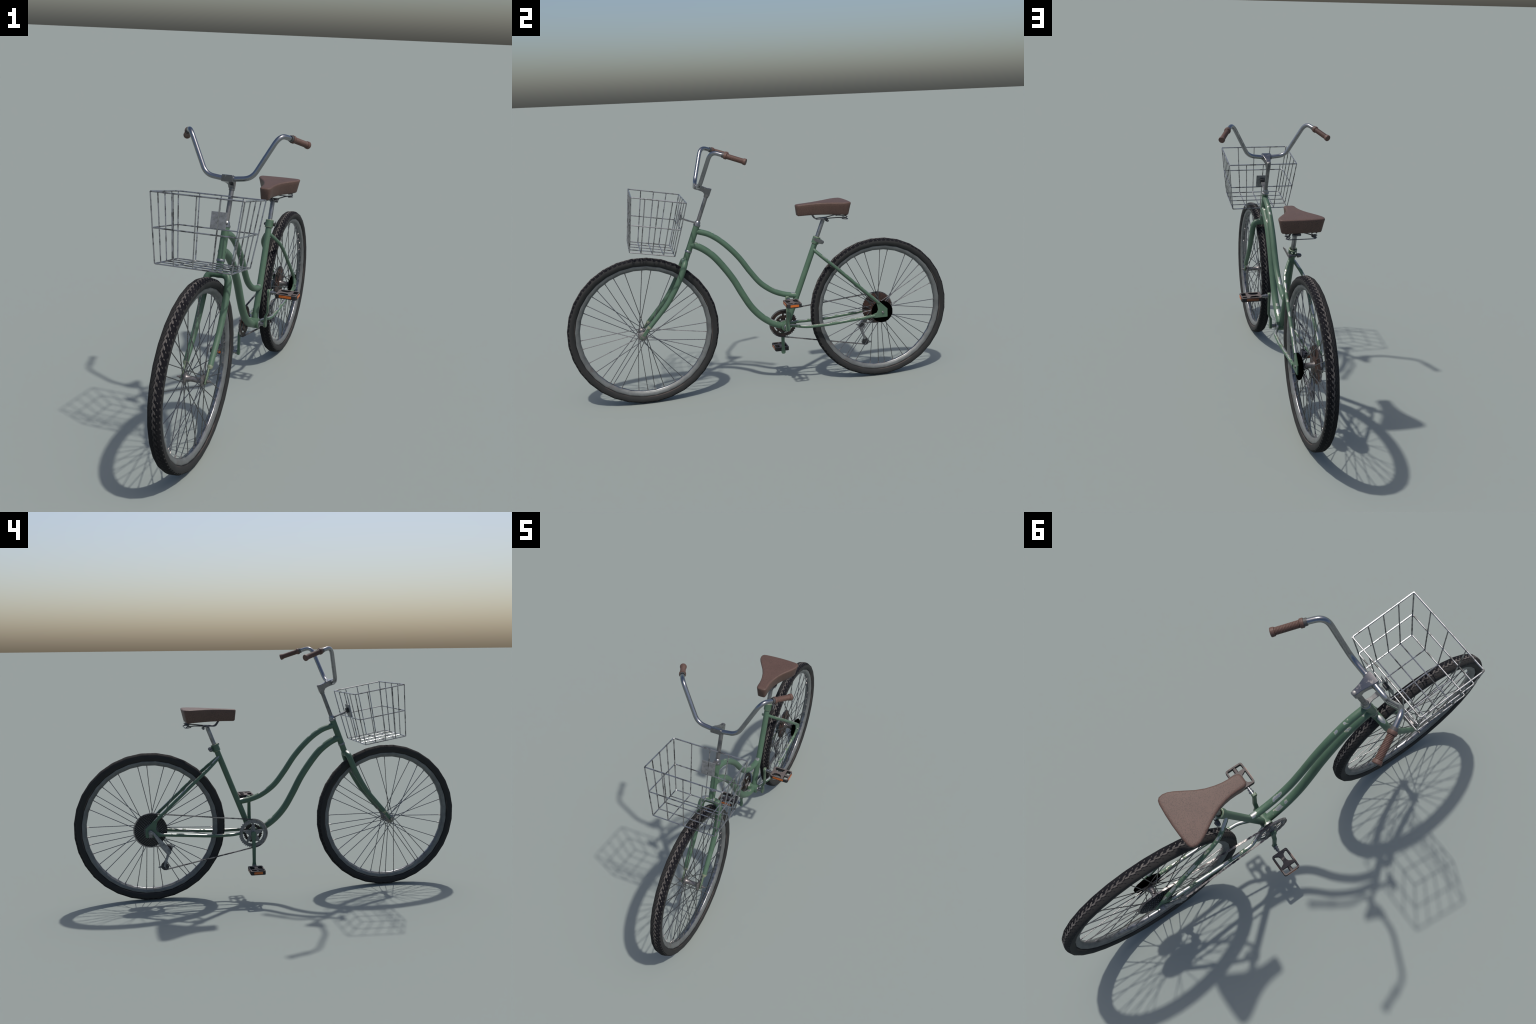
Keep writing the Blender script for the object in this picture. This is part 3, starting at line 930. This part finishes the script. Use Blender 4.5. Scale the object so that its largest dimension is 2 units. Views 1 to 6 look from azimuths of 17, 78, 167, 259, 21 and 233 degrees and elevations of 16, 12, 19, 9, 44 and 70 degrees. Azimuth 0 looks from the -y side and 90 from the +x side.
for k in range(5):
    t = pi / 2 + 2 * pi * k / 5
    ca_, sa_ = cos(t), sin(t)
    pts = []
    for r, w in ((0.012, -0.0120), (0.034, -0.0105), (0.0480, -0.0045), (0.0575, -0.0040), (0.0575, 0.0040), (0.0480, 0.0045), (0.034, 0.0105), (0.012, 0.0120)):
        pts.append((BBY + r * ca_ - w * sa_, BBZ + r * sa_ + w * ca_))
    add_plate(bm, pts, -0.0515 + 0.00002 * k, -0.0470 + 0.00002 * k)
add_lathe(bm, [(-0.0540, 0.0150), (-0.0530, 0.0190), (-0.0450, 0.0205), (-0.030, 0.0180)], (0, BBY, BBZ), (1, 0, 0), 24)
finish(bm, "chainring_spider", RING, crank, smooth=30)
bm = bmesh.new()
for k in range(5):
    t = pi / 2 + 2 * pi * k / 5
    add_lathe(bm, [(-0.0530, 0.0030), (-0.0500, 0.0036)], (0, BBY + 0.0550 * cos(t), BBZ + 0.0550 * sin(t)), (1, 0, 0), 8)
finish(bm, "chainring_bolts", STEEL, crank, smooth=30, kind="stuff")

# pedals ---------------------------------------------------------------
def pedal(s, cz):
    cy, h = 0.1095, 0.0100
    xi, xo = 0.1075, 0.2075
    ped = empty("pedal", bike)
    def slab(bm, pts, z0=-h, z1=h):
        a = [bm.verts.new((s * x, cy + y, cz + z0)) for x, y in pts]
        b = [bm.verts.new((s * x, cy + y, cz + z1)) for x, y in pts]
        k = len(pts)
        bm.faces.new(a)
        bm.faces.new(b[::-1])
        for i in range(k):
            bm.faces.new((a[i], a[(i + 1) % k], b[(i + 1) % k], b[i]))
    bm = bmesh.new()
    w = 0.0375
    # outer frame with rounded corners: outer and inner loops bridged
    def loop(x0, x1, hw, r):
        out = []
        for cx, cyy, a0 in ((x1 - r, hw - r, 0), (x0 + r, hw - r, 90), (x0 + r, -hw + r, 180), (x1 - r, -hw + r, 270)):
            for k in range(5):
                a = radians(a0 + 22.5 * k)
                out.append((cx + r * cos(a), cyy + r * sin(a)))
        return out
    lo, li = loop(xi, xo, w, 0.0085), loop(xi + 0.0085, xo - 0.0070, w - 0.0068, 0.005)
    def ring(pts, z):
        return [bm.verts.new((s * x, cy + y, cz + z)) for x, y in pts]
    o0, o1, i0, i1 = ring(lo, -h), ring(lo, h), ring(li, -h), ring(li, h)
    k = len(lo)
    for a in range(k):
        b = (a + 1) % k
        for q in ((o0[a], o0[b], o1[b], o1[a]), (i0[a], i1[a], i1[b], i0[b]), (o1[a], o1[b], i1[b], i1[a]), (o0[a], i0[a], i0[b], o0[b])):
            bm.faces.new(q)
    finish(bm, "pedal_frame", PEDAL, ped, smooth=30, bevel=0.0012)
    # centre web: flares at both ends, then a cross bar and the outer bearing barrel
    bm = bmesh.new()
    e = 0.0008
    web = [(xi + 0.004, 0.0285), (xi + 0.0095, 0.0240), (xi + 0.016, 0.0125), (xi + 0.026, 0.0085), (xi + 0.042, 0.0085), (xi + 0.052, 0.0130), (xi + 0.060, 0.0300),
           (xi + 0.060, 0.0320), (xi + 0.0715, 0.0320)]
    slab(bm, web + [(x, -y) for x, y in web[::-1]], -h * 0.72, h - e)
    finish(bm, "pedal_web", PEDAL, ped, smooth=0, bevel=0.0012)
    lathe("pedal_barrel", [(xi + 0.070, 0.0082), (xo - 0.006, 0.0082)], (0, cy, cz), (s, 0, 0), PEDAL, ped, 14)
    lathe("pedal_spindle", [(0.0700 if s > 0 else 0.0690, 0.0085), (0.0810, 0.0085), (0.0815, 0.0105), (0.0870, 0.0105), (0.0875, 0.0070), (0.0930, 0.0070), (0.0935, 0.0085), (0.0975, 0.0085),
                            (0.0980, 0.0055), (0.1090, 0.0055)], (0, cy - 0.002, cz), (s, 0, 0), STEEL, ped, 14, smooth=30)
    bm = bmesh.new()
    for sy in (-1,):
        add_box(bm, (s * (xi + 0.046), cy + sy * (w + 0.0002), cz + 0.0002), (0.058, 0.0022, 0.0110))
    add_box(bm, (s * (xo + 0.0002), cy, cz + 0.0002), (0.0022, 0.0430, 0.0110))
    finish(bm, "reflector", ORANGE, ped, bevel=0.0004)
    bm = bmesh.new()
    add_box(bm, (s * (xi + 0.046), cy + w + 0.0002, cz + 0.0002), (0.058, 0.0022, 0.0110))
    finish(bm, "reflector", DULL_ORANGE, ped, bevel=0.0004)
pedal(1, 0.4885)
pedal(-1, 0.1625)

# ------------------------------------------------------------------ derailleur
der = empty("derailleur", bike)
AX = V((-0.064, 0.625, 0.3620))
P1, P2 = V((-0.0400, 0.5380, 0.2720)), V((-0.0420, 0.5570, 0.1800))
bm = bmesh.new()
ar = [(AX.y + 0.0125, AX.z + 0.006), (AX.y + 0.006, AX.z + 0.0135), (AX.y - 0.006, AX.z + 0.0120), (0.566, 0.3120), (0.5480, 0.2930), (0.530, 0.2700), (0.5260, 0.2580), (0.5300, 0.2480), (0.5400, 0.2460),
      (0.5520, 0.2560), (0.5660, 0.2700), (0.5760, 0.2820), (AX.y - 0.012, AX.z - 0.0130), (AX.y + 0.008, AX.z - 0.0105)]
add_plate(bm, ar, -0.0680, -0.0600)
finish(bm, "derailleur_arm", SHEET, der, bevel=0.002)
lathe("derailleur_pivot", [(-0.0745, 0.0050), (-0.0740, 0.0110), (-0.0690, 0.0125), (-0.0590, 0.0125)], (0, AX.y, AX.z), (1, 0, 0), SHEET, der, 16)
lathe("derailleur_bolt", [(-0.0780, 0.0042), (-0.0740, 0.0050)], (0, AX.y, AX.z), (1, 0, 0), STEEL, der, 8)
bm = bmesh.new()
add_box(bm, (-0.0610, 0.626, 0.3480), (0.006, 0.018, 0.022))
finish(bm, "derailleur_hanger", ALLOY, der, bevel=0.0012)
def strip(bm, a, b, wa, wb, x0, x1):
    """Tapered flat bar with rounded ends between two (y, z) points."""
    d = V((b[0] - a[0], b[1] - a[1])).normalized()
    ang = atan2(d.y, d.x)
    pts = [(a[0] + wa * cos(ang + pi / 2 + pi * k / 6), a[1] + wa * sin(ang + pi / 2 + pi * k / 6)) for k in range(7)]
    pts += [(b[0] + wb * cos(ang - pi / 2 + pi * k / 6), b[1] + wb * sin(ang - pi / 2 + pi * k / 6)) for k in range(7)]
    add_plate(bm, pts, x0, x1)
p1, p2 = (P1.y - 0.002, P1.z - 0.014), (P2.y, P2.z)
bm = bmesh.new()
strip(bm, p1, (P2.y + 0.004, P2.z + 0.004), 0.0075, 0.0050, -0.0508, -0.0488)
strip(bm, (P2.y + 0.003, P2.z + 0.012), (P2.y - 0.003, P2.z - 0.012), 0.0026, 0.0018, -0.0513, -0.0503)
finish(bm, "derailleur_cage", SHEET, der, smooth=30, bevel=0.0006)
bm = bmesh.new()
strip(bm, p1, (P2.y - 0.004, P2.z + 0.018), 0.0070, 0.0055, -0.0352, -0.0332)
n = 24
add_ring_plate(bm, P2.y, P2.z, -0.0358, -0.0338, [(2 * pi * k / n, 0.0182) for k in range(n)], [(2 * pi * k / n, 0.0212) for k in range(n)])
strip(bm, (P2.y + 0.019, P2.z - 0.004), (P2.y + 0.031, P2.z - 0.005), 0.0055, 0.0040, -0.0364, -0.0328)
finish(bm, "derailleur_cage", SHEET, der, smooth=30)
# guide cup around the upper pulley, with a small forward horn
bm = bmesh.new()
n = 24
add_ring_plate(bm, P1.y, P1.z, -0.0360, -0.0330, [(2 * pi * k / n, 0.0158) for k in range(n)], [(2 * pi * k / n, 0.0205) for k in range(n)])
add_plate(bm, [(P1.y - 0.0150, P1.z + 0.0080), (P1.y - 0.0330, P1.z + 0.0130), (P1.y - 0.0340, P1.z + 0.0080), (P1.y - 0.0170, P1.z - 0.0020)], -0.0358, -0.0332)
finish(bm, "derailleur_guide", SHEET, der, smooth=30)
for P, r in ((P1, 0.0160), (P2, 0.0190)):
    bm = bmesh.new()
    prof = toothed(11, r - 0.0022, r)
    add_ring_plate(bm, P.y, P.z, P.x - 0.0045, P.x + 0.0045, [(t, 0.003) for t, _ in prof], prof)
    add_lathe(bm, [(-0.0055, 0.0045), (0.0055, 0.0045)], P, (1, 0, 0), 12)
    finish(bm, "jockey_wheel", DARKPLASTIC, der, smooth=30)

# ------------------------------------------------------------------ chain
def arc(c, r, a0, a1, x, n):
    return [V((x, c[0] + r * cos(a0 + (a1 - a0) * k / n), c[1] + r * sin(a0 + (a1 - a0) * k / n))) for k in range(n + 1)]
RC, CC = (BBY, BBZ), (WHEEL_Y - 0.001 + cas.y, WHEEL_Z + cas.z)
XR, XC = -0.0470, -0.0325
path = arc(RC, 0.0735, radians(266), radians(84), XR, 40)
path += arc(CC, 0.0850, radians(97), radians(-100), XC, 44)
path += arc((P1.y, P1.z), 0.0160, radians(60), radians(220), P1.x, 10)
path += arc((P2.y, P2.z), 0.0180, radians(60), radians(-92), P2.x, 10)
path.append(path[0].copy())
# resample at the chain pitch
dist = [0.0]
for a, b in zip(path, path[1:]):
    dist.append(dist[-1] + (b - a).length)
links = int(dist[-1] / 0.0118)
def at(s):
    for i in range(len(dist) - 1):
        if s <= dist[i + 1]:
            f = (s - dist[i]) / max(1e-9, dist[i + 1] - dist[i])
            return path[i].lerp(path[i + 1], f)
    return path[-1]
pins = [at(dist[-1] * k / links) for k in range(links)]
bm = bmesh.new()
for k in range(links):
    a, b = pins[k], pins[(k + 1) % links]
    d = b - a
    rot = Matrix((V((1, 0, 0)) , d.normalized(), V((1, 0, 0)).cross(d.normalized()))).transposed()
    o = 0.0032 if k % 2 else 0.0022
    for s in (1, -1):
        add_box(bm, (a + b) / 2 + V((s * o, 0, 0)), (0.0009, d.length * 1.25, 0.0054), rot)
    add_box(bm, (a + b) / 2, (0.0056, d.length * 1.02, 0.0042), rot)
    add_lathe(bm, [(-0.0024, 0.0025), (0.0024, 0.0025)], a, (1, 0, 0), 6)
finish(bm, "chain", CHAIN, bike, smooth=0, kind="stuff")
